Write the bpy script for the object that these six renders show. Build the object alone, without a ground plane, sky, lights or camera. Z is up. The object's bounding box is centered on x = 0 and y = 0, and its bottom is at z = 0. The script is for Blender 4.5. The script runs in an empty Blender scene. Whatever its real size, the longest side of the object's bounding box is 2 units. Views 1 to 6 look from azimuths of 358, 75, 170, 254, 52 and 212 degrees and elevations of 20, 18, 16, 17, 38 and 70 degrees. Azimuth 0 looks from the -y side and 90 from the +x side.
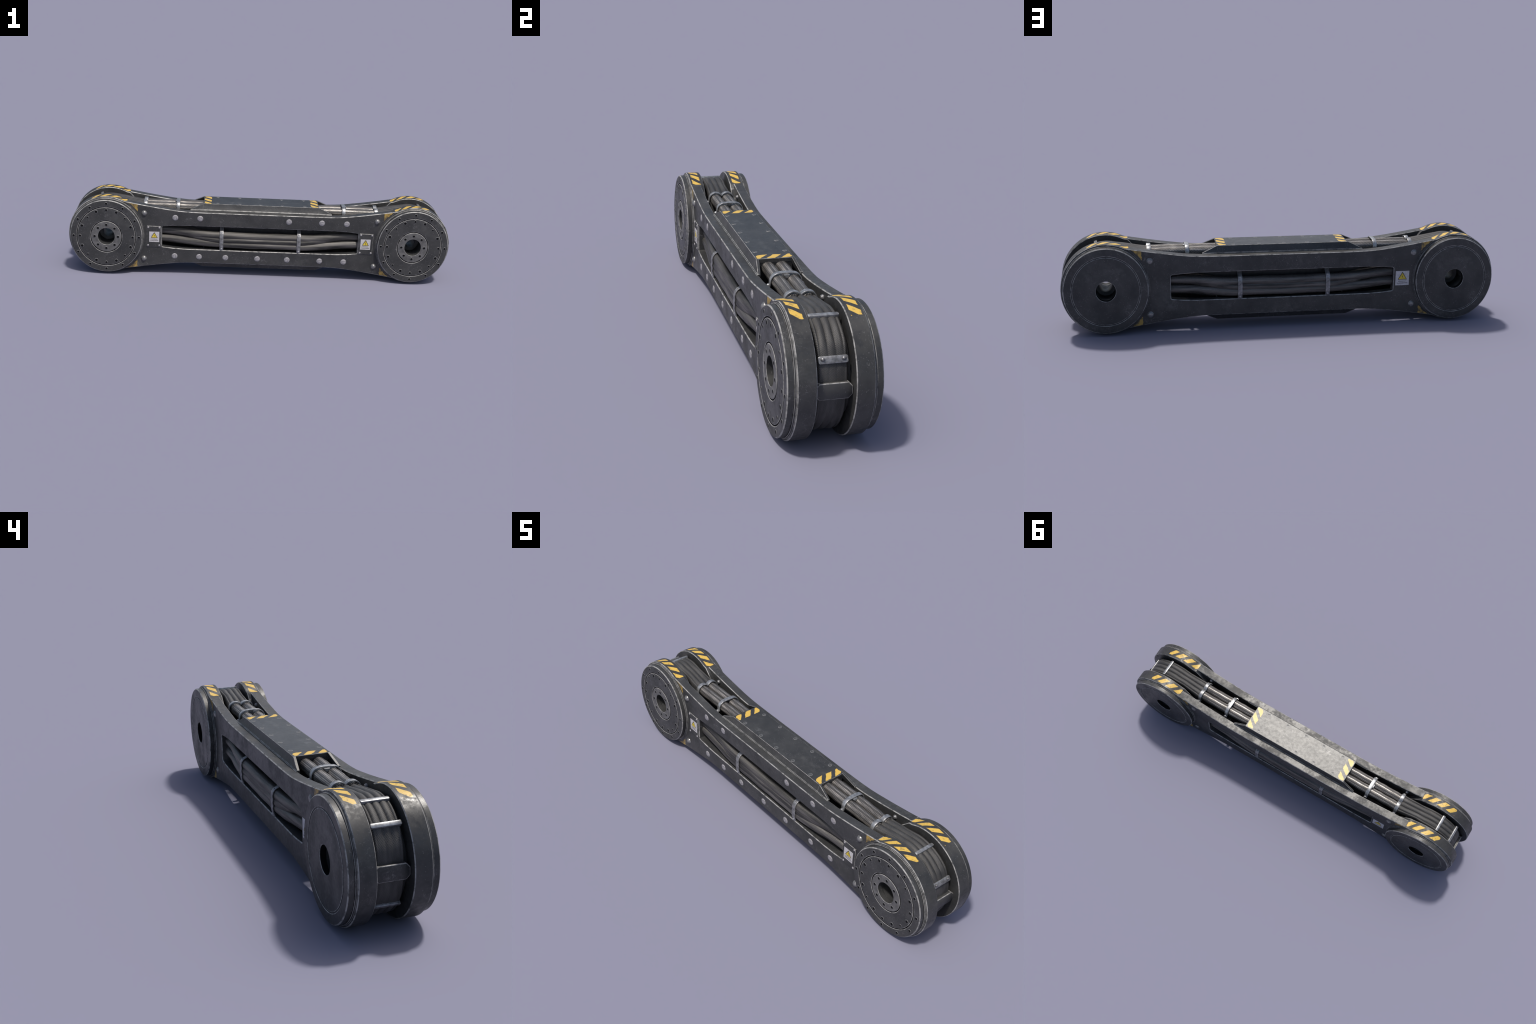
"""Hydraulic-looking robot arm link: two side frames with round yokes, end discs,
armoured top/bottom covers, braided hoses, clamps, hazard stripes, warning labels."""
import bpy, bmesh, math, random
from mathutils import Matrix, Vector

random.seed(7)
pi, sin, cos = math.pi, math.sin, math.cos

CX, CZ = 0.803, 0.2077        # joint axis position (|x|, z)
KZ = 1.054                   # everything round is 5 % taller than wide
RY = 0.197                   # yoke radius
RB = 0.177                   # belt radius on the drum

# ------------------------------------------------------------------ materials
class Nodes:
    def __init__(self, name):
        self.m = bpy.data.materials.new(name)
        self.m.use_nodes = True
        self.t = self.m.node_tree
        self.t.nodes.clear()
        self.out = self.t.nodes.new('ShaderNodeOutputMaterial')
        self.b = self.t.nodes.new('ShaderNodeBsdfPrincipled')
        self.t.links.new(self.b.outputs[0], self.out.inputs[0])
        tc = self.t.nodes.new('ShaderNodeTexCoord')
        self.obj = tc.outputs['Object']
        self._xyz = None

    def link(self, a, b):
        if isinstance(a, (int, float)):
            b.default_value = a
        elif isinstance(a, tuple):
            b.default_value = (a + (1.0,)) if len(a) == 3 and len(b.default_value) == 4 else a
        else:
            self.t.links.new(a, b)

    def xyz(self):
        if not self._xyz:
            s = self.t.nodes.new('ShaderNodeSeparateXYZ')
            self.t.links.new(self.obj, s.inputs[0])
            self._xyz = s.outputs
        return self._xyz

    def math(self, op, a, b=0.0, c=None):
        n = self.t.nodes.new('ShaderNodeMath')
        n.operation = op
        self.link(a, n.inputs[0])
        self.link(b, n.inputs[1])
        if c is not None:
            self.link(c, n.inputs[2])
        return n.outputs[0]

    def noise(self, scale, detail=4.0, rough=0.55, vec=None, dist=0.0):
        n = self.t.nodes.new('ShaderNodeTexNoise')
        n.inputs['Scale'].default_value = scale
        n.inputs['Detail'].default_value = detail
        n.inputs['Roughness'].default_value = rough
        n.inputs['Distortion'].default_value = dist
        self.t.links.new(vec or self.obj, n.inputs['Vector'])
        return n.outputs[0]

    def stretch(self, sx, sy, sz, rot=(0, 0, 0)):
        n = self.t.nodes.new('ShaderNodeMapping')
        n.inputs['Scale'].default_value = (sx, sy, sz)
        n.inputs['Rotation'].default_value = rot
        self.t.links.new(self.obj, n.inputs['Vector'])
        return n.outputs[0]

    def remap(self, v, a, b, c=0.0, d=1.0):
        n = self.t.nodes.new('ShaderNodeMapRange')
        n.clamp = True
        self.link(v, n.inputs[0])
        for i, k in enumerate((a, b, c, d)):
            n.inputs[i + 1].default_value = k
        return n.outputs[0]

    def mix(self, f, a, b):
        n = self.t.nodes.new('ShaderNodeMix')
        n.data_type = 'RGBA'
        self.link(f, n.inputs[0])
        self.link(a, n.inputs[6])
        self.link(b, n.inputs[7])
        return n.outputs[2]

    def bump(self, h, strength, dist):
        n = self.t.nodes.new('ShaderNodeBump')
        n.inputs['Strength'].default_value = strength
        n.inputs['Distance'].default_value = dist
        self.t.links.new(h, n.inputs['Height'])
        self.t.links.new(n.outputs[0], self.b.inputs['Normal'])

    def done(self, color, rough, metal=0.0, spec=0.5):
        self.link(color, self.b.inputs['Base Color'])
        self.link(rough, self.b.inputs['Roughness'])
        self.link(metal, self.b.inputs['Metallic'])
        self.link(spec, self.b.inputs['Specular IOR Level'])
        return self.m


DARK_A, DARK_B = (0.037, 0.0375, 0.038), (0.062, 0.062, 0.061)
WORN = (0.33, 0.325, 0.315)
YELLOW = (0.62, 0.405, 0.080)


def painted_base(N, r_dull=0.58, r_shiny=0.40, blotch=15.0):
    """dark gun-metal paint with cloudy tone, fine specks and thin scratches"""
    cloud = N.remap(N.noise(9.0, 5, 0.6), 0.35, 0.68)
    col = N.mix(cloud, DARK_A, DARK_B)
    # hair scratches: zero-crossings of two distorted noises, kept only in patches
    patch = N.remap(N.noise(14.0, 3, 0.5), 0.50, 0.66)
    s1 = N.math('ABSOLUTE', N.math('SUBTRACT', N.noise(30.0, 2, 0.5, dist=1.2), 0.5))
    hair = N.math('MULTIPLY', N.remap(s1, 0.0, 0.013, 1, 0), patch)
    speck = N.remap(N.noise(230.0, 2, 0.5), 0.63, 0.71)
    speck = N.math('MULTIPLY', speck, N.remap(N.noise(30.0, 3), 0.45, 0.65, 0.15, 1.0))
    mark = N.math('MAXIMUM', N.math('MULTIPLY', hair, 0.65), N.math('MULTIPLY', speck, 0.75))
    col = N.mix(mark, col, (0.19, 0.19, 0.19))
    gloss = N.math('ADD', N.math('MULTIPLY', N.noise(blotch, 3, 0.5), 0.65), N.math('MULTIPLY', N.noise(85.0, 3, 0.55), 0.35))
    rough = N.remap(gloss, 0.40, 0.56, r_dull, r_shiny)
    pale_smudge = N.math('MULTIPLY', N.remap(N.noise(6.5, 4, 0.6, dist=0.6), 0.52, 0.70), N.remap(N.noise(48.0, 4, 0.65), 0.42, 0.62))
    col = N.mix(N.math('MULTIPLY', pale_smudge, 0.55), col, (0.115, 0.114, 0.110))
    grime = N.remap(N.noise(5.0, 3, 0.55, dist=0.4), 0.56, 0.70)
    col = N.mix(N.math('MULTIPLY', grime, 0.45), col, (0.022, 0.022, 0.023))
    N.bump(N.noise(90.0, 4, 0.6), 0.10, 0.002)
    return col, rough


def mat_paint():
    N = Nodes('dark_painted_metal')
    c, r = painted_base(N)
    return N.done(c, r, 0.25, 0.5)


def mat_frame():
    """side frame paint plus the yellow patches next to the end discs"""
    N = Nodes('frame_paint_with_yellow_corners')
    c, r = painted_base(N)
    x, y, z = N.xyz()
    ax, ay = N.math('ABSOLUTE', x), N.math('ABSOLUTE', y)
    wob = N.math('MULTIPLY', N.math('SUBTRACT', N.noise(70.0, 3), 0.5), 0.016)
    m = N.remap(N.math('ADD', ax, wob), 0.6430, 0.6445)
    m = N.math('MULTIPLY', m, N.remap(ax, 0.694, 0.695, 1, 0))
    m = N.math('MULTIPLY', m, N.remap(ay, 0.1130, 0.1135))
    dz = N.math('DIVIDE', N.math('SUBTRACT', z, CZ), KZ)
    dx = N.math('SUBTRACT', ax, CX)
    rad = N.math('SQRT', N.math('ADD', N.math('POWER', dx, 2.0), N.math('POWER', dz, 2.0)))
    m = N.math('MULTIPLY', m, N.remap(N.math('ADD', rad, wob), 0.2025, 0.2045))
    lim = N.math('SUBTRACT', N.math('MULTIPLY', ax, 0.15), N.math('ABSOLUTE', N.math('SUBTRACT', z, CZ)))
    m = N.math('MULTIPLY', m, N.remap(N.math('ADD', lim, N.math('MULTIPLY', wob, 0.5)), -0.0765, -0.0750))
    worn = N.remap(N.noise(55.0, 5, 0.7), 0.38, 0.56, 0.12, 0.92)
    c = N.mix(N.math('MULTIPLY', m, worn), c, (0.48, 0.32, 0.08))
    return N.done(c, r, 0.25, 0.5)


def mat_yoke(side):
    """rim with four slanted hazard stripes on the upper arc (object origin on the joint axis)"""
    N = Nodes('yoke_paint_with_hazard_stripes')
    c, r = painted_base(N, 0.62, 0.34, 13.0)
    x, y, z = N.xyz()
    th = N.math('ARCTAN2', x, N.math('DIVIDE', z, KZ))
    s = N.math('MULTIPLY', th, RY)
    yy = N.math('SUBTRACT', y, N.math('MULTIPLY', N.math('SIGN', y), 0.0875))
    t = N.math('SUBTRACT', s, yy)
    per, wid = 0.0520, 0.0300
    t = N.math('SUBTRACT', t, side * 0.0075)
    f = N.math('ABSOLUTE', N.math('SUBTRACT', N.math('FLOORED_MODULO', N.math('ADD', t, per / 2), per), per / 2))
    wob = N.math('MULTIPLY', N.math('SUBTRACT', N.noise(60.0, 3), 0.5), 0.006)
    m = N.remap(N.math('ADD', f, wob), wid / 2 - 0.0008, wid / 2 + 0.0008, 1, 0)
    m = N.math('MULTIPLY', m, N.remap(N.math('ADD', N.math('ABSOLUTE', yy), wob), 0.0162, 0.0172, 1, 0))
    ss = N.math('MULTIPLY', s, float(side))
    m = N.math('MULTIPLY', m, N.remap(ss, -0.1060, -0.1050))
    m = N.math('MULTIPLY', m, N.remap(N.math('ADD', ss, N.math('MULTIPLY', wob, 2)), 0.0800, 0.0815, 1, 0))
    rr = N.math('ADD', N.math('POWER', x, 2.0), N.math('POWER', N.math('DIVIDE', z, KZ), 2.0))
    m = N.math('MULTIPLY', m, N.remap(rr, (RY - 0.002) ** 2, (RY - 0.0015) ** 2))
    chip = N.remap(N.noise(75.0, 5, 0.7), 0.32, 0.46, 0.30, 1.0)
    c = N.mix(N.math('MULTIPLY', m, chip), c, YELLOW)
    return N.done(c, r, N.remap(m, 0, 1, 0.25, 0.0), 0.5)


def mat_cover():
    """cover plate paint with three slanted stripes at each end of its flat top"""
    N = Nodes('cover_paint_with_hazard_stripes')
    c, r = painted_base(N, 0.41, 0.375, 60.0)
    x, y, z = N.xyz()
    ax, sx = N.math('ABSOLUTE', x), N.math('SIGN', x)
    t = N.math('ADD', y, N.math('MULTIPLY', N.math('MULTIPLY', sx, N.math('SUBTRACT', ax, 0.281)), 0.85))
    wob = N.math('MULTIPLY', N.math('SUBTRACT', N.noise(55.0, 2), 0.5), 0.010)
    per, wid = 0.0525, 0.0300
    f = N.math('ABSOLUTE', N.math('SUBTRACT', N.math('FLOORED_MODULO', N.math('ADD', t, per / 2), per), per / 2))
    m = N.remap(N.math('ADD', f, wob), wid / 2 - 0.0008, wid / 2 + 0.0008, 1, 0)
    m = N.math('MULTIPLY', m, N.remap(N.math('ADD', N.math('ABSOLUTE', N.math('SUBTRACT', ax, 0.2805)), wob), 0.0175, 0.0185, 1, 0))
    m = N.math('MULTIPLY', m, N.remap(N.math('ADD', N.math('ABSOLUTE', y), wob), 0.0605, 0.0620, 1, 0))
    m = N.math('MULTIPLY', m, N.remap(N.math('ABSOLUTE', N.math('SUBTRACT', z, CZ)), 0.1747, 0.1749))
    c = N.mix(N.math('MULTIPLY', m, N.remap(N.noise(80.0, 5, 0.7), 0.28, 0.36, 0.5, 1)), c, YELLOW)
    return N.done(c, r, N.remap(m, 0, 1, 0.25, 0.0), 0.5)


def mat_worn_edge():
    """bare metal where the paint has rubbed off along edges"""
    N = Nodes('rubbed_edge')
    f = N.remap(N.noise(42.0, 4, 0.65), 0.34, 0.56)
    c = N.mix(f, (0.085, 0.085, 0.084), WORN)
    return N.done(c, N.remap(f, 0, 1, 0.62, 0.55), 0.15, 0.4)


def mat_plain(name, col, rough, metal=0.0, vary=0.25, scale=60.0, spec=0.5):
    N = Nodes(name)
    lo = tuple(k * (1 - vary) for k in col)
    hi = tuple(min(1, k * (1 + vary)) for k in col)
    c = N.mix(N.remap(N.noise(scale, 4, 0.6), 0.35, 0.65), lo, hi)
    return N.done(c, rough, metal, spec)


def mat_braid_round():
    """braided hose: rows of tiny holes between bright wires (axis along local x)"""
    N = Nodes('braided_hose')
    x, y, z = N.xyz()
    rows = 26.0
    v = N.math('MULTIPLY', N.math('ARCTAN2', y, z), rows / (2 * pi))
    vi = N.math('FLOOR', v)
    vf = N.math('ABSOLUTE', N.math('SUBTRACT', N.math('SUBTRACT', v, vi), 0.5))
    u = N.math('ADD', N.math('DIVIDE', x, 0.0070), N.math('MULTIPLY', vi, 0.5))
    uf = N.math('ABSOLUTE', N.math('SUBTRACT', N.math('FRACT', u), 0.5))
    hole = N.math('MULTIPLY', N.remap(uf, 0.22, 0.34, 1, 0), N.remap(vf, 0.20, 0.34, 1, 0))
    wire = N.remap(N.noise(40.0, 4, 0.6, vec=N.stretch(0.25, 2.2, 2.2)), 0.35, 0.65)
    band = N.remap(N.math('SINE', N.math('ADD', N.math('MULTIPLY', N.math('ARCTAN2', y, z), 8.0), 0.6)), -0.9, 0.5, 0.0, 1.0)
    base = N.mix(N.math('MULTIPLY', wire, band), (0.105, 0.100, 0.096), (0.42, 0.39, 0.36))
    c = N.mix(N.math('MULTIPLY', hole, 0.88), base, (0.012, 0.012, 0.012))
    N.bump(N.math('SUBTRACT', 1.0, hole), 0.6, 0.0015)
    return N.done(c, 0.38, 0.45, 0.5)


def mat_braid_fine(name, lo, hi, kx, ky, kz):
    """fine fabric braid on the flexible conduits"""
    N = Nodes(name)
    x, y, z = N.xyz()
    a = N.math('SINE', N.math('MULTIPLY', N.math('ADD', x, N.math('MULTIPLY', y, 0.4)), kx))
    b = N.math('SINE', N.math('MULTIPLY', N.math('ADD', z, N.math('MULTIPLY', y, ky)), kz))
    w = N.remap(N.math('MULTIPLY', a, b), -0.6, 0.8)
    tone = N.remap(N.noise(30.0, 4, 0.6, vec=N.stretch(0.12, 2.2, 2.2)), 0.36, 0.64)
    c = N.mix(tone, lo, hi)
    c = N.mix(N.math('MULTIPLY', N.math('SUBTRACT', 1.0, w), 0.55), c, (0.012, 0.012, 0.013))
    N.bump(w, 0.5, 0.0012)
    return N.done(c, 0.38, 0.5, 0.5)


def mat_belt():
    """fabric belt over the drum (object origin on the joint axis)"""
    N = Nodes('belt_fabric')
    x, y, z = N.xyz()
    th = N.math('ARCTAN2', x, N.math('DIVIDE', z, KZ))
    s = N.math('SINE', N.math('MULTIPLY', th, RB * 2 * pi / 0.0050))
    q = N.math('SINE', N.math('MULTIPLY', y, 2 * pi / 0.0046))
    w = N.remap(N.math('MULTIPLY', s, q), -0.5, 0.8)
    tone = N.remap(N.noise(26.0, 4, 0.6, vec=N.stretch(0.35, 1.8, 0.35)), 0.34, 0.66)
    c = N.mix(tone, (0.045, 0.044, 0.043), (0.105, 0.102, 0.098))
    c = N.mix(N.math('MULTIPLY', N.math('SUBTRACT', 1.0, w), 0.45), c, (0.014, 0.014, 0.015))
    N.bump(w, 0.5, 0.0012)
    return N.done(c, 0.50, 0.2, 0.5)


PAINT, FRAME, COVER, EDGE = mat_paint(), mat_frame(), mat_cover(), mat_worn_edge()
YOKE = {1: mat_yoke(1), -1: mat_yoke(-1)}
HUB = mat_plain('bare_hub_metal', (0.135, 0.133, 0.130), 0.5, 0.35, 0.25, 45)
HOLE = mat_plain('painted_hole_shade', (0.006, 0.006, 0.007), 0.8, spec=0.1)  # depth shade of holes painted black; bolt faces sit proud of the disc
RING = mat_plain('bolt_rim', (0.15, 0.15, 0.15), 0.55, 0.2)
SCREW = mat_plain('screw_rim', (0.24, 0.24, 0.24), 0.5, 0.3)
RIVET = mat_plain('pale_rivet', (0.30, 0.29, 0.30), 0.55, 0.2, 0.35, 160)
BOLT = mat_plain('steel_bolt', (0.23, 0.228, 0.225), 0.36, 0.6, 0.3, 120)
STEEL = mat_plain('bright_clamp_steel', (0.33, 0.335, 0.34), 0.38, 0.65, 0.38, 70)
STRAPM = mat_plain('dull_strap_steel', (0.215, 0.215, 0.22), 0.42, 0.5, 0.40, 70)
BRAID = mat_braid_round()
CONDUIT = mat_braid_fine('conduit_braid', (0.052, 0.050, 0.047), (0.215, 0.203, 0.188), 1250.0, 0.7, 1250.0)  # tones spread apart to draw beige highlight strips and shaded grooves in colour
BELT = mat_belt()
INSIDE = mat_plain('core_shade_dark', (0.025, 0.025, 0.027), 0.5, 0.2)  # near-black base bakes the window slots' occlusion into the inner core
LABEL = mat_plain('label_white', (0.50, 0.485, 0.495), 0.6, 0, 0.14, 120)
SIGN_Y = mat_plain('label_yellow', (0.62, 0.47, 0.045), 0.5, 0, 0.15, 90)
INK = mat_plain('label_ink', (0.045, 0.040, 0.030), 0.6, 0, 0.3, 200)
INKG = mat_plain('label_grey_print', (0.13, 0.125, 0.13), 0.6, 0, 0.35, 300)

# ------------------------------------------------------------------ helpers
root = bpy.data.objects.new('robot_arm_link', None)
bpy.context.scene.collection.objects.link(root)
root['label'] = 'dark worn robot arm link with braided hoses and hazard stripes'
root['category'] = 'robot arm'


def place(name, mesh, parent=None, loc=(0, 0, 0), rot=None):
    ob = bpy.data.objects.new(name, mesh)
    bpy.context.scene.collection.objects.link(ob)
    m = Matrix.Translation(loc)
    if rot is not None:
        m = m @ rot
    p = parent or root
    ob.parent = p
    ob.matrix_parent_inverse = Matrix.Identity(4)
    ob.matrix_basis = Matrix.Translation(-Vector(WORLD[p.name])) @ m
    WORLD[ob.name] = tuple(loc)
    return ob


WORLD = {root.name: (0, 0, 0)}


def finish(bm, name, mats, smooth=35, recalc=True):
    if recalc:
        bmesh.ops.recalc_face_normals(bm, faces=bm.faces)
    me = bpy.data.meshes.new(name)
    bm.to_mesh(me)
    bm.free()
    for m in mats:
        me.materials.append(m)
    for p in me.polygons:
        p.use_smooth = True
    me.set_sharp_from_angle(angle=math.radians(smooth))
    return me


def chamfer(bm, width, angle=28, mat=1, segs=1):
    bmesh.ops.recalc_face_normals(bm, faces=bm.faces)
    es = [e for e in bm.edges if len(e.link_faces) == 2 and e.calc_face_angle(0) > math.radians(angle)]
    bmesh.ops.bevel(bm, geom=es, offset=width, offset_type='OFFSET', segments=segs, profile=0.5,
                    affect='EDGES', clamp_overlap=True, material=mat)


def loop_prism(bm, a, b, cap_a=True, cap_b=True, mat=0):
    """two matching rings of points joined by quads"""
    va = [bm.verts.new(p) for p in a]
    vb = [bm.verts.new(p) for p in b]
    n = len(a)
    fs = [bm.faces.new((va[i], va[(i + 1) % n], vb[(i + 1) % n], vb[i])) for i in range(n)]
    if cap_a:
        fs.append(bm.faces.new(va[::-1]))
    if cap_b:
        fs.append(bm.faces.new(vb))
    for f in fs:
        f.material_index = mat
    return fs


def box(bm, x0, x1, y0, y1, z0, z1, mat=0):
    return loop_prism(bm, [(x0, y0, z0), (x0, y1, z0), (x0, y1, z1), (x0, y0, z1)],
                      [(x1, y0, z0), (x1, y1, z0), (x1, y1, z1), (x1, y0, z1)], mat=mat)


def lathe(bm, prof, segs=72, kz=1.0, closed=True, center=(0, 0, 0)):
    """profile of (radius, y, material of the band that follows) spun round the y axis"""
    cx, cy, cz = center
    rings = []
    for r, y, m in prof:
        if r < 1e-6:
            rings.append([bm.verts.new((cx, cy + y, cz))])
        else:
            rings.append([bm.verts.new((cx + r * cos(2 * pi * i / segs), cy + y, cz + kz * r * sin(2 * pi * i / segs)))
                          for i in range(segs)])
    n = len(prof)
    for k in range(n if closed else n - 1):
        A, B, m = rings[k], rings[(k + 1) % n], prof[k][2]
        for i in range(segs):
            j = (i + 1) % segs
            if len(A) == 1 and len(B) == 1:
                continue
            if len(A) == 1:
                f = bm.faces.new((A[0], B[i], B[j]))
            elif len(B) == 1:
                f = bm.faces.new((A[i], B[0], A[j]))
            else:
                f = bm.faces.new((A[i], B[i], B[j], A[j]))
            f.material_index = m


def spun(name, prof, mats, segs=72, kz=1.0, closed=True, smooth=35):
    bm = bmesh.new()
    lathe(bm, prof, segs, kz, closed)
    return finish(bm, name, mats, smooth)


def interp(pts, x):
    if x <= pts[0][0]:
        return pts[0][1]
    for (a, p), (b, q) in zip(pts, pts[1:]):
        if x <= b:
            t = (x - a) / (b - a)
            return p + (q - p) * t
    return pts[-1][1]


def ease(pts, x):
    """interpolation with smooth shoulders"""
    if x <= pts[0][0]:
        return pts[0][1]
    for (a, p), (b, q) in zip(pts, pts[1:]):
        if x <= b:
            t = (x - a) / (b - a)
            t = t * t * (3 - 2 * t)
            return p + (q - p) * t
    return pts[-1][1]


def tube(bm, pts, rad, segs=20, mat=0):
    rings = []
    for i, p in enumerate(pts):
        a = Vector(pts[max(i - 1, 0)])
        b = Vector(pts[min(i + 1, len(pts) - 1)])
        d = (b - a).normalized()
        s = d.cross(Vector((0, 0, 1))).normalized()
        u = s.cross(d)
        r = rad(i) if callable(rad) else rad
        rings.append([bm.verts.new(Vector(p) + s * r * cos(2 * pi * k / segs) + u * r * sin(2 * pi * k / segs))
                      for k in range(segs)])
    for A, B in zip(rings, rings[1:]):
        for k in range(segs):
            f = bm.faces.new((A[k], A[(k + 1) % segs], B[(k + 1) % segs], B[k]))
            f.material_index = mat
    bm.faces.new(rings[0][::-1]).material_index = mat
    bm.faces.new(rings[-1]).material_index = mat


def strip(bm, path, width, thick, axis='x', mat=0):
    """flat bar following a path of (y, z) points, 'width' along x, 'thick' outwards along the normal"""
    a, b = [], []
    n = len(path)
    ring = []
    for i, (y, z) in enumerate(path):
        p = path[max(i - 1, 0)]
        q = path[min(i + 1, n - 1)]
        d = Vector((q[0] - p[0], q[1] - p[1])).normalized()
        nx, nz = -d.y * thick, d.x * thick
        ring.append([(-width / 2, y, z), (width / 2, y, z), (width / 2, y + nx, z + nz), (-width / 2, y + nx, z + nz)])
    rv = [[bm.verts.new(p) for p in r] for r in ring]
    for A, B in zip(rv, rv[1:]):
        for k in range(4):
            bm.faces.new((A[k], A[(k + 1) % 4], B[(k + 1) % 4], B[k])).material_index = mat
    bm.faces.new(rv[0][::-1]).material_index = mat
    bm.faces.new(rv[-1]).material_index = mat


# ------------------------------------------------------------------ side frames
TOP = [(0, .3472), (.28, .3472), (.36, .3480), (.42, .3505), (.47, .3560), (.55, .3670), (.62, .3780),
       (.70, .3915), (.74, .3975)]
WIN = [(0, .2725), (.40, .2720), (.46, .2690), (.515, .2635)]
WX = 0.516
PY0, PY1 = 0.073, 0.114


def side_frame(sy):
    xs = [0, .07, .14, .21, .28, .32, .36, .40, .43, .46, .49, WX, .545, .58, .62, .66, .70]
    xs = [-x for x in xs[:0:-1]] + xs
    bm = bmesh.new()

    def col(x, y):
        ax = abs(x)
        t, w = interp(TOP, ax), interp(WIN, ax)
        return [bm.verts.new((x, y, v)) for v in (2 * CZ - t, 2 * CZ - w, w, t)]
    F = [col(x, sy * PY1) for x in xs]
    B = [col(x, sy * PY0) for x in xs]
    for i in range(len(xs) - 1):
        window = max(abs(xs[i]), abs(xs[i + 1])) <= WX + 1e-6
        for k in range(3):
            if k == 1 and window:
                continue
            for C in (F, B):
                bm.faces.new((C[i][k], C[i + 1][k], C[i + 1][k + 1], C[i][k + 1]))
        for k in (0, 3) + ((1, 2) if window else ()):
            bm.faces.new((F[i][k], F[i + 1][k], B[i + 1][k], B[i][k]))
        if window:
            for j in (i, i + 1):
                if abs(abs(xs[j]) - WX) < 1e-6:
                    bm.faces.new((F[j][1], F[j][2], B[j][2], B[j][1]))
    for j in (0, len(xs) - 1):
        for k in range(3):
            bm.faces.new((F[j][k], F[j][k + 1], B[j][k + 1], B[j][k]))
    bmesh.ops.recalc_face_normals(bm, faces=bm.faces)
    # rounded window corners
    es = [e for e in bm.edges if abs(abs(e.verts[0].co.x) - WX) < 1e-5 and abs(abs(e.verts[1].co.x) - WX) < 1e-5
          and abs(e.verts[0].co.z - e.verts[1].co.z) < 1e-6 and abs(e.verts[0].co.z - CZ) < 0.07
          and abs(e.verts[0].co.y - e.verts[1].co.y) > 0.01]
    bmesh.ops.bevel(bm, geom=es, offset=0.006, segments=3, profile=0.5, affect='EDGES')
    chamfer(bm, 0.0030)
    return place('side_frame', finish(bm, 'side_frame', [FRAME, EDGE], 30))


frames = {sy: side_frame(sy) for sy in (-1, 1)}

# ------------------------------------------------------------------ yokes, discs, drums
for sx in (-1, 1):
    for sy in (-1, 1):
        c = .0028
        prof = [(.050, .057, 0), (RY - c, .057, 1), (RY, .057 + c, 0), (RY, .1145 - c, 1), (RY - c, .1145, 0),
                (.1905, .1145, 1), (.1895, .1155, 0), (.1890, .1195, 1), (.1880, .1205, 0), (.184, .1208, 0), (.050, .1210, 0)]
        prof = [(r, sy * y, m) for r, y, m in prof]
        bm = bmesh.new()
        lathe(bm, prof, 160, KZ)
        for v in bm.verts:                 # blend the rim tangentially into the frame's top and bottom edges
            wx = CX + sx * v.co.x
            r = math.hypot(v.co.x, v.co.z / KZ)
            if .640 < wx < .745 and r > RY - .004:
                drop = (RY - r) * 1.0
                line = interp(TOP, wx) - CZ if wx > .699 else interp(TOP, .699) - CZ - .0012 - 1.05 * (.699 - wx)
                v.co.z = math.copysign(max(abs(v.co.z), line - drop), v.co.z)
        me = finish(bm, 'yoke', [YOKE[sx], EDGE], 35)
        place('yoke', me, loc=(sx * CX, 0, CZ))

# outer discs; the front pair carries a hub ring and bolt circles, the rear pair is plain
bolt_meshes = {}
for tag, r in (('big', .0064), ('mid', .0054), ('small', .0043)):
    prof = [(0, -.0004, 1), (r * .95, -.0004, 1), (r, -.0008, 0), (r * 1.22, -.0009, 2), (r * 1.50, .0002, 2)]
    bolt_meshes[tag] = spun('socket_bolt', prof, [PAINT, HOLE, RING], 16, 1.0, closed=False)


def disc_profile(grooves, rim, hole, floor=2):
    """grooves: list of radii; returns a closed profile, y measured outwards"""
    y1, y0, c, g, d = .1420, .1212, .0034, .0022, .0026
    p = [(hole, y0, 2), (hole, y1 - .0015, 1), (hole + .0015, y1, 0)]
    for r in grooves:
        p += [(r - g - .0020, y1, 1), (r - g, y1 - .0010, floor), (r - g * .7, y1 - d, floor), (r + g * .7, y1 - d, floor),
              (r + g, y1 - .0010, 1), (r + g + .0020, y1, 0)]
    p += [(rim - c, y1, 1), (rim, y1 - c, 0), (rim, y0 + .002, 1), (rim - .002, y0, 0)]
    return p


for sx in (-1, 1):
    for sy in (-1, 1):
        if sy < 0:
            prof = disc_profile([.0805, .1515], .1865, .0440)
        else:
            prof = disc_profile([.1500], .1865, .0440, 0)
        me = spun('end_disc', [(r, sy * y, m) for r, y, m in prof], [PAINT, EDGE, HOLE], 80, KZ, smooth=25)
        disc = place('end_disc', me, loc=(sx * CX, 0, CZ))
        if sy > 0:
            continue
        prof = [(.0437, -.122, 2), (.0437, -.1418, 1), (.0447, -.1428, 0), (.0765, -.1428, 1), (.0778, -.1415, 0), (.0778, -.1400, 0)]
        place('hub_ring', spun('hub_ring', prof, [HUB, EDGE, PAINT], 48, KZ), disc, (sx * CX, 0, CZ))
        circles = [(12, .1690, lambda i: 'mid', 0), (16, .1360, lambda i: ('mid', 'big', 'small', 'big')[i % 4], 0),
                   (8, .0605, lambda i: 'mid', 4)]
        for n, rad, kind, ph in circles:
            for i in range(n):
                a = 2 * pi * i / n
                y = -.1424 if rad > .07 else -.1432
                place('socket_bolt', bolt_meshes[kind(i)], disc,
                      (sx * CX + rad * cos(a), y, CZ + KZ * rad * sin(a)))

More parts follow.
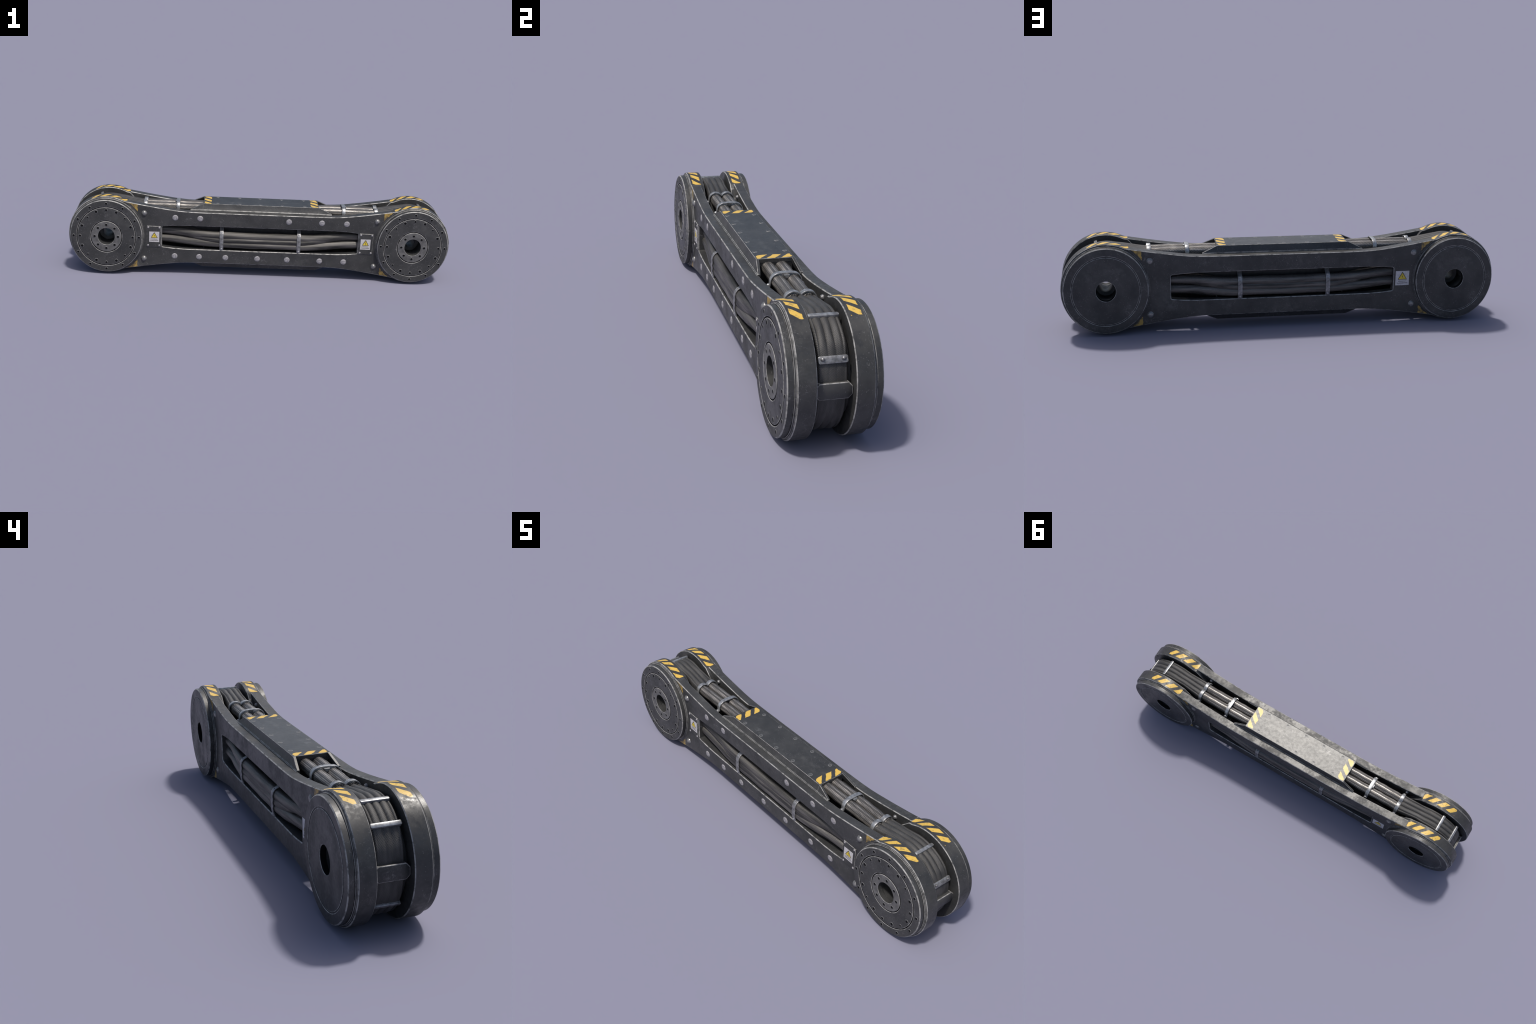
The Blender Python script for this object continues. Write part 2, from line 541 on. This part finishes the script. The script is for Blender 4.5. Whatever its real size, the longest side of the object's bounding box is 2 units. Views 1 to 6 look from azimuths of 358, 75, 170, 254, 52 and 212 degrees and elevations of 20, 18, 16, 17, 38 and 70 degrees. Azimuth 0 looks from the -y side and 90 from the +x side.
for sx in (-1, 1):
    # stepped bore: wide behind the discs, narrower through the middle
    prof = [(.0300, -.045, 0), (.0300, .045, 0), (.0450, .048, 0), (.0450, .1205, 0), (.052, .1205, 0), (.052, .0575, 0), (.140, .0575, 0),
            (.140, -.0575, 0), (.052, -.0575, 0), (.052, -.1205, 0), (.0450, -.1205, 0), (.0450, -.048, 0)]
    place('drum', spun('drum', prof, [PAINT], 64, KZ), loc=(sx * CX, 0, CZ))

# ------------------------------------------------------------------ belts round the drums
def ell(th, r):
    return (CX + r * sin(th), CZ + KZ * r * cos(th))


def belt_r(d):
    """belt radius by angle from the top: it sags inwards round the outer face of the drum"""
    return ease([(-15, .1765), (15, .1725), (44, .1720), (60, .1650), (82, .1575), (100, .1570), (125, .1620),
                 (165, .1730), (195, .1765)], d)


def belt_mesh(sx):
    """flat bundle of four strands laid round the drum, from the upper hose pair to the lower one"""
    path = []                                   # (x, z, nx, nz, ridge, halfwidth)
    lead = [(.604, .3630), (.63, .3660), (.66, .3710), (.69, .3775), (.72, .3830)]
    for i, (x, z) in enumerate(lead):
        path.append((x, z, -0.16, 0.987, 1.0, .050 - .0016 * i))
    n = 64
    t0 = math.radians(-14)
    for k in range(n + 1):
        th = t0 + (pi - 2 * t0) * k / n
        d = math.degrees(th)
        x, z = ell(th, belt_r(d))
        amp = ease([(-20, 1), (30, 1), (62, .25), (90, .2), (118, .25), (150, 1), (200, 1)], d)
        path.append((x, z, sin(th), cos(th), amp, .0465))
    for i, (x, z) in enumerate(lead[::-1]):
        path.append((x, 2 * CZ - z, -0.16, -0.987, 1.0, .050 - .0016 * (4 - i)))
    m = 40
    bm = bmesh.new()
    rings = []
    rnd = random.Random(11 + sx)
    ph = [rnd.uniform(0, 6) for _ in range(4)]
    for j, (x, z, nx, nz, amp, hw) in enumerate(path):
        ring = []
        for i in range(m + 1):
            u = -1 + 2 * i / m
            strand = abs(cos(u * 2 * pi)) ** 0.7 - 0.55
            edge = max(0, (abs(u) - .80) / .20) ** 2
            h = amp * .0058 * strand - .010 * edge +   .0004 * sin(j * .35 + ph[int((u + 1) * 1.99)])
            ring.append(bm.verts.new((sx * (x + nx * h) - sx * CX, u * hw + .0003 * sin(j * .5 + 3 * u), z + nz * h - CZ)))
        for i in range(m, -1, -m):
            u = -1 + 2 * i / m
            ring.append(bm.verts.new((sx * (x - nx * .024) - sx * CX, u * hw, z - nz * .024 - CZ)))
        rings.append(ring)
    k = len(rings[0])
    for A, B in zip(rings, rings[1:]):
        for i in range(k):
            bm.faces.new((A[i], A[(i + 1) % k], B[(i + 1) % k], B[i]))
    bm.faces.new(rings[0])
    bm.faces.new(rings[-1])
    return finish(bm, 'belt', [BELT], 60)


def arc_block(name, sx, th0, th1, rise, hw, mats, bev=.003, matidx=1, corner=.003):
    """bar lying across the belt between two angles (degrees from the top), corners cut in plan"""
    bm = bmesh.new()
    th_c = (th0 + th1) / 2
    L = math.radians(th1 - th0) * belt_r(th_c)
    plan = [(-L / 2, -hw + corner), (-L / 2 + corner, -hw), (L / 2 - corner, -hw), (L / 2, -hw + corner),
            (L / 2, hw - corner), (L / 2 - corner, hw), (-L / 2 + corner, hw), (-L / 2, hw - corner)]

    def ring(h):
        out = []
        for t, y in plan:
            th = math.radians(th_c) + t / belt_r(th_c)
            x, z = ell(th, belt_r(th_c) + h)
            out.append((sx * (x - CX), y, z - CZ))
        return out
    loop_prism(bm, ring(-.014), ring(rise))
    chamfer(bm, bev, 32, matidx, 2)
    return place(name, finish(bm, name, mats, 40), belts[sx], (sx * CX, 0, CZ))


belts = {}
for sx in (-1, 1):
    belts[sx] = place('belt', belt_mesh(sx), loc=(sx * CX, 0, CZ))

for sx in (-1, 1):
    arc_block('belt_clamp', sx, 10.6, 15.2, .0075, .0470, [STEEL, STEEL], .0030)
    if sx > 0:
        arc_block('belt_clamp', sx, 56.2, 63.4, .0075, .0440, [STRAPM, STEEL], .0028)
        th = math.radians(59.8)
        bolt = spun('clamp_bolt', [(0, .0040, 0), (.0042, .0036, 0), (.0068, .0010, 0), (.0072, -.002, 0)], [STRAPM], 14, closed=False)
        for y in (-.031, .031):
            x, z = ell(th, belt_r(59.8) + .0072)
            place('clamp_bolt', bolt, belts[sx], (sx * x, y, z), Matrix.Rotation(-pi / 2, 4, 'Z') @ Matrix.Rotation(-(pi / 2 - th), 4, 'X'))
    else:
        arc_block('belt_clamp', sx, 41.4, 46.2, .0075, .0490, [STEEL, STEEL], .0030)
        arc_block('belt_clamp', sx, 129.0, 133.6, .0075, .0450, [STRAPM, STEEL], .0028)
    arc_block('belt_buckle', sx, 81.0, 97.5, .0135, .0555, [PAINT, EDGE], .0028, corner=.0120)

# ------------------------------------------------------------------ upper / lower hose pairs with saddles
def hose_mesh(ln):
    bm = bmesh.new()
    n = 36
    pts = [(-ln / 2 + ln * i / n, .0007 * sin(i * .9), 0.0010 * sin(pi * i / n)) for i in range(n + 1)]
    tube(bm, pts, lambda i: .0238 + .0003 * sin(i * 1.7), 40)
    return finish(bm, 'hose', [BRAID], 50)


def bundle_path(r, zc, dip, foot):
    """saddle outline over two hoses side by side, from foot to foot (y, z)"""
    yc = .0237
    left = [(-yc - r, foot), (-yc - r, zc)]
    for k in range(1, 7):
        a = pi - k * pi / 2 / 6
        left.append((-yc + r * cos(a), zc + r * sin(a)))
    if dip > 0:
        for k in range(1, 5):
            a = pi / 2 - k * math.radians(48) / 4
            left.append((-yc + r * cos(a), zc + r * sin(a)))
        left.append((-.004, zc + r - dip))
        mid = []
    else:
        mid = [(-.012, zc + r + .0012), (0, zc + r + .0015)]
        left += mid[:1]
    right = [(-y, z) for y, z in left[::-1]]
    return left + (mid[1:] if dip <= 0 else []) + right


def saddle_mesh(dip):
    bm = bmesh.new()
    strip(bm, bundle_path(.0268, 0.0, dip, -.014), .0185, .0042)
    for s in (-1, 1):
        box(bm, -.0080, .0080, s * .0505, s * .0640, -.0165, -.0115)
    if dip <= 0:                               # hooked tongue hanging between the hoses
        loop_prism(bm, [(.004, -.012, .026), (.004, .012, .026), (.004, .004, .012), (.004, -.004, .012)],
                   [(.016, -.010, .026), (.016, .010, .026), (.016, .004, .013), (.016, -.004, .013)])
    chamfer(bm, .0012, 32, 0, 2)
    return finish(bm, 'hose_saddle', [STEEL], 45)


hose = hose_mesh(.37)
saddles = {'flat': saddle_mesh(0), 'dip': saddle_mesh(.013)}
knob = spun('foot_bolt', [(0, .006, 0), (.004, .0055, 0), (.0065, .0025, 0), (.0068, -.004, 0)], [STEEL], 14, closed=False)
FLIP = Matrix.Rotation(pi, 4, 'X')
for sz in (1, -1):
    for sx in (-1, 1):
        for sy in (-1, 1):
            place('hose', hose, loc=(sx * .435, sy * .0237, CZ + sz * .1390),
                  rot=(FLIP if sz < 0 else Matrix.Identity(4)))
        for x, kind in ((.437, 'flat'), (.608, 'dip')):
            R = Matrix.Identity(4) if sz > 0 else FLIP
            if sx < 0:
                R = R @ Matrix.Rotation(pi, 4, 'Z')
            zc = CZ + sz * (.1408 if kind == 'dip' else .1413)
            s = place('hose_saddle', saddles[kind], loc=(sx * x, 0, zc), rot=R)
            for sy in (-1, 1):
                o = bpy.data.objects.new('foot_bolt', knob)
                bpy.context.scene.collection.objects.link(o)
                o.parent = s
                o.matrix_basis = Matrix.Translation((0, sy * .0575, -.0115)) @ Matrix.Rotation(pi / 2, 4, 'X')

# ------------------------------------------------------------------ side conduits seen through the windows
def conduits(sy):
    specs = [  # (z mid, z end, y mid, y end, radius)
        (.2190, .2370, .0930, .0740, .0220),
        (.1965, .2400, .0960, .0620, .0200),
        (.1730, .1930, .0930, .0760, .0220),
        (.2100, .2440, .0620, .0560, .0220),
        (.1800, .2050, .0600, .0600, .0200),
    ]
    for z0, z1, y0, y1, r in specs:
        bm = bmesh.new()
        n = 72
        pts = []
        for i in range(n + 1):
            x = -.60 + 1.2 * i / n
            t = ease([(0, 0), (.20, 0), (.52, .92), (.60, 1)], abs(x))
            pts.append((x, sy * (y0 + (y1 - y0) * t), z0 + (z1 - z0) * t + .0010 * sin(i * .33 + z0 * 400)))
        tube(bm, pts, lambda i: r + .0005 * sin(i * .8), 28)
        place('conduit', finish(bm, 'conduit', [CONDUIT], 60))


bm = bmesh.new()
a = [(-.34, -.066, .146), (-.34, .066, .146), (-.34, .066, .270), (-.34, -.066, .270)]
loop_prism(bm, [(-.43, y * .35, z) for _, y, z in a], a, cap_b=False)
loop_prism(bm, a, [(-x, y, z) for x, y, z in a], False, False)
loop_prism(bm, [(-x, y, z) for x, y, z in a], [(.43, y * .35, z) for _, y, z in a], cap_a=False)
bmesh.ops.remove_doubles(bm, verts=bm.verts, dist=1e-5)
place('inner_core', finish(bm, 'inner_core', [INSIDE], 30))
for sy in (-1, 1):
    conduits(sy)
    for sx in (-1, 1):
        bm = bmesh.new()
        path = [(.1080, .1440), (.1105, .1500), (.1140, .1600), (.1160, .1730), (.1145, .1830), (.1170, .1960), (.1145, .2080),
                (.1155, .2190), (.1130, .2320), (.1060, .2410), (.0930, .2470), (.0800, .2600), (.0780, .2700)]
        # normal must point outwards (+y) before mirroring: reverse the direction
        strip(bm, path[::-1], .0205, .0042)
        chamfer(bm, .0012, 35, 0, 2)
        me = finish(bm, 'conduit_strap', [STRAPM], 45)
        if sy < 0:
            me.transform(Matrix.Rotation(pi, 4, 'Z'))
        st = place('conduit_strap', me, loc=(sx * .2035, 0, 0))
        for z, r in ((.2395, .0070), (.1525, .0058)):
            b = spun('strap_bolt', [(0, .0042 * sy, 0), (r * .6, .0036 * sy, 0), (r, .0010 * sy, 0), (r, -.002 * sy, 0)], [STEEL], 14, closed=False)
            place('strap_bolt', b, st, (sx * .2035, sy * (.1150 if z < .2 else .1095), z))

# ------------------------------------------------------------------ armoured covers
def cover(sz):
    xt, xr = .303, .371
    bm = bmesh.new()
    Z = lambda h: CZ + sz * h
    half = [(.0810, .1365), (.0810, .1430), (.0770, .1455), (.0670, .1752)]
    inner = [(.0560, .1620), (.0680, .1365)]
    outline = [(-y, h) for y, h in half] + [(y, h) for y, h in half[::-1]]
    outline += [(y, h) for y, h in inner[::-1]] + [(-y, h) for y, h in inner]
    loop_prism(bm, [(-xt, y, Z(h)) for y, h in outline], [(xt, y, Z(h)) for y, h in outline])
    for sx in (-1, 1):
        for s in (-1, 1):
            a = [(.0810, .1365), (.0810, .1430), (.0770, .1455), (.0670, .1752), (.0575, .1752), (.0680, .1365)]
            b = [(.0810, .1365), (.0810, .1420), (.0775, .1438), (.0765, .1450), (.0680, .1450), (.0680, .1365)]
            loop_prism(bm, [(sx * xt, s * y, Z(h)) for y, h in a], [(sx * xr, s * y, Z(h)) for y, h in b], cap_a=False)
    chamfer(bm, .0026, 30)
    for sx in (-1, 1):                      # end wall the hoses come through
        a, b = sorted((sx * .296, sx * .3010))
        box(bm, a, b, -.060, .060, *sorted((Z(.085), Z(.1650))))
    return place('cover', finish(bm, 'cover', [COVER, EDGE], 30))


screw = spun('cover_screw', [(0, .0004, 0), (.0030, .0006, 1), (.0038, .0004, 0), (.0068, .0006, 1), (.0080, .0006, 1), (.0086, -.0002, 0)],
             [PAINT, SCREW], 18, closed=False)
for sz in (1, -1):
    cv = cover(sz)
    for x in (-.230, -.114, -.005, .110, .228):
        for y in (-.0535, .0530):
            place('cover_screw', screw, cv, (x, y, CZ + sz * .1755), Matrix.Rotation(sz * pi / 2, 4, 'X'))

# ------------------------------------------------------------------ rivets and corner bolts
rivet = spun('rivet', [(0, -.0030, 0), (.0060, -.0029, 0), (.0105, -.0024, 0), (.0134, -.0014, 0), (.0148, 0, 1), (.0162, .0003, 1)],
             [RIVET, RING], 22, closed=False)
dome = {}
for sy in (-1, 1):
    k = -1 if sy < 0 else 1
    h = 1.0 if sy < 0 else 0.55
    dome[sy] = spun('corner_bolt', [(0, k * .0105 * h, 0), (.0060, k * .0094 * h, 0), (.0105, k * .0066 * h, 0), (.0135, k * .0025 * h, 0), (.0145, 0, 1), (.0160, -k * .0006, 1)],
                    [BOLT, RING], 22, closed=False)
f = frames[-1]
for x in (-.448, -.318, .146, .319, .450):
    place('rivet', rivet, f, (x, -.1142, .3145), Matrix.Rotation(random.uniform(0, 6), 4, 'Y'))
for x in (-.448, -.319, -.180, -.0115, .146, .319, .447):
    place('rivet', rivet, f, (x, -.1142, .1025), Matrix.Rotation(random.uniform(0, 6), 4, 'Y'))
for sy in (-1, 1):
    for sx in (-1, 1):
        for z in (.3335, .0835):
            place('corner_bolt', dome[sy], frames[sy], (sx * .609, sy * .1142, z))
inner_bolt = spun('inner_bolt', [(0, .009, 0), (.006, .008, 0), (.009, .004, 0), (.0095, -.002, 0)], [STRAPM], 16, closed=False)
for sy in (-1, 1):
    for sx in (-1, 1):
        for z in (.352, .062):
            place('inner_bolt', inner_bolt, frames[sy], (sx * .612, sy * .0730, z), Matrix.Rotation(0 if sy < 0 else pi, 4, 'Z'))

# ------------------------------------------------------------------ name plates and warning labels
def flat_poly(name, pts, y0, y1, mat, parent, cx, cz):
    bm = bmesh.new()
    loop_prism(bm, [(x, y0, z) for x, z in pts], [(x, y1, z) for x, z in pts])
    return place(name, finish(bm, name, [mat]), parent, (cx, 0, cz))


def warning_label(cx, cz, sy, w, h, symbol, y):
    """white label, black-bordered yellow triangle with a symbol, two printed lines"""
    s = sy
    P = lambda pts: [(-s * x, z) for x, z in pts]      # readable from outside
    lab = flat_poly('warning_label', P([(-w / 2, -h / 2), (w / 2, -h / 2), (w / 2, h / 2), (-w / 2, h / 2)]),
                    s * (y - .001), s * (y + .0006), LABEL, None, cx, cz)
    tw, tb, tt = w * .34, -h * .10, h * .42
    flat_poly('warning_triangle_border', P([(-tw, tb), (tw, tb), (0.0015, tt), (-.0015, tt)]), s * (y + .0004), s * (y + .0010), INK, lab, cx, cz)
    k = .0030
    flat_poly('warning_triangle', P([(-tw + k * 1.35, tb + k * .8), (tw - k * 1.35, tb + k * .8), (0, tt - k * 1.3)]),
              s * (y + .0008), s * (y + .0014), SIGN_Y, lab, cx, cz)
    zc = (tb * 2 + tt) / 3 + .0005
    if symbol == 'exclamation':
        flat_poly('warning_symbol', P([(-.0009, zc - .0040), (.0009, zc - .0040), (.0014, zc + .0080), (-.0014, zc + .0080)]),
                  s * (y + .0012), s * (y + .0018), INK, lab, cx, cz)
        flat_poly('warning_symbol', P([(-.0012, zc - .0070), (.0012, zc - .0070), (.0012, zc - .0050), (-.0012, zc - .0050)]),
                  s * (y + .0012), s * (y + .0018), INK, lab, cx, cz)
    else:                                               # electric flash
        flat_poly('warning_symbol', P([(.0020, zc + .0080), (-.0022, zc + .0005), (.0002, zc + .0005), (-.0018, zc - .0070),
                                       (.0030, zc + .0026), (.0006, zc + .0026)]),
                  s * (y + .0012), s * (y + .0018), INK, lab, cx, cz)
    rnd = random.Random(int(cx * 1000) + sy)
    for zz, hw, hh in ((-h * .215, w * .30, .0034), (-h * .345, w * .40, .0036)):
        bm = bmesh.new()
        x = -hw
        while x < hw - .001:                            # tiny letter-like strokes
            lw = rnd.uniform(.0014, .0026)
            t = hh / 2 * rnd.uniform(.75, 1.0)
            a, b = sorted((-s * x, -s * min(x + lw, hw)))
            box(bm, a, b, s * (y + .0004), s * (y + .0010), zz - t, zz + t)
            x += lw + .0005
        place('text_line', finish(bm, 'text_line', [INKG]), lab, (cx, 0, cz))


small_screw = spun('plate_screw', [(0, -.0014, 0), (.0030, -.0022, 0), (.0046, -.0012, 0), (.0054, .0006, 0)], [RIVET], 14, closed=False)
for sx in (-1, 1):
    bm = bmesh.new()
    a, b = sorted((sx * .5225, sx * .5950))
    box(bm, a, b, -.1172, -.1120, .1515, .2655)
    chamfer(bm, .0016, 30)
    np_ = place('name_plate', finish(bm, 'name_plate', [PAINT, EDGE], 30))
    for x in (.5295, .5880):
        for z in (.1595, .2575):
            place('plate_screw', small_screw, np_, (sx * x, -.1174, z))
    warning_label(sx * .5560, .2065, -1, .0525, .0570, 'exclamation' if sx > 0 else 'flash', .1172)
warning_label(-.5590, .2110, 1, .0650, .0690, 'flash', .1142)
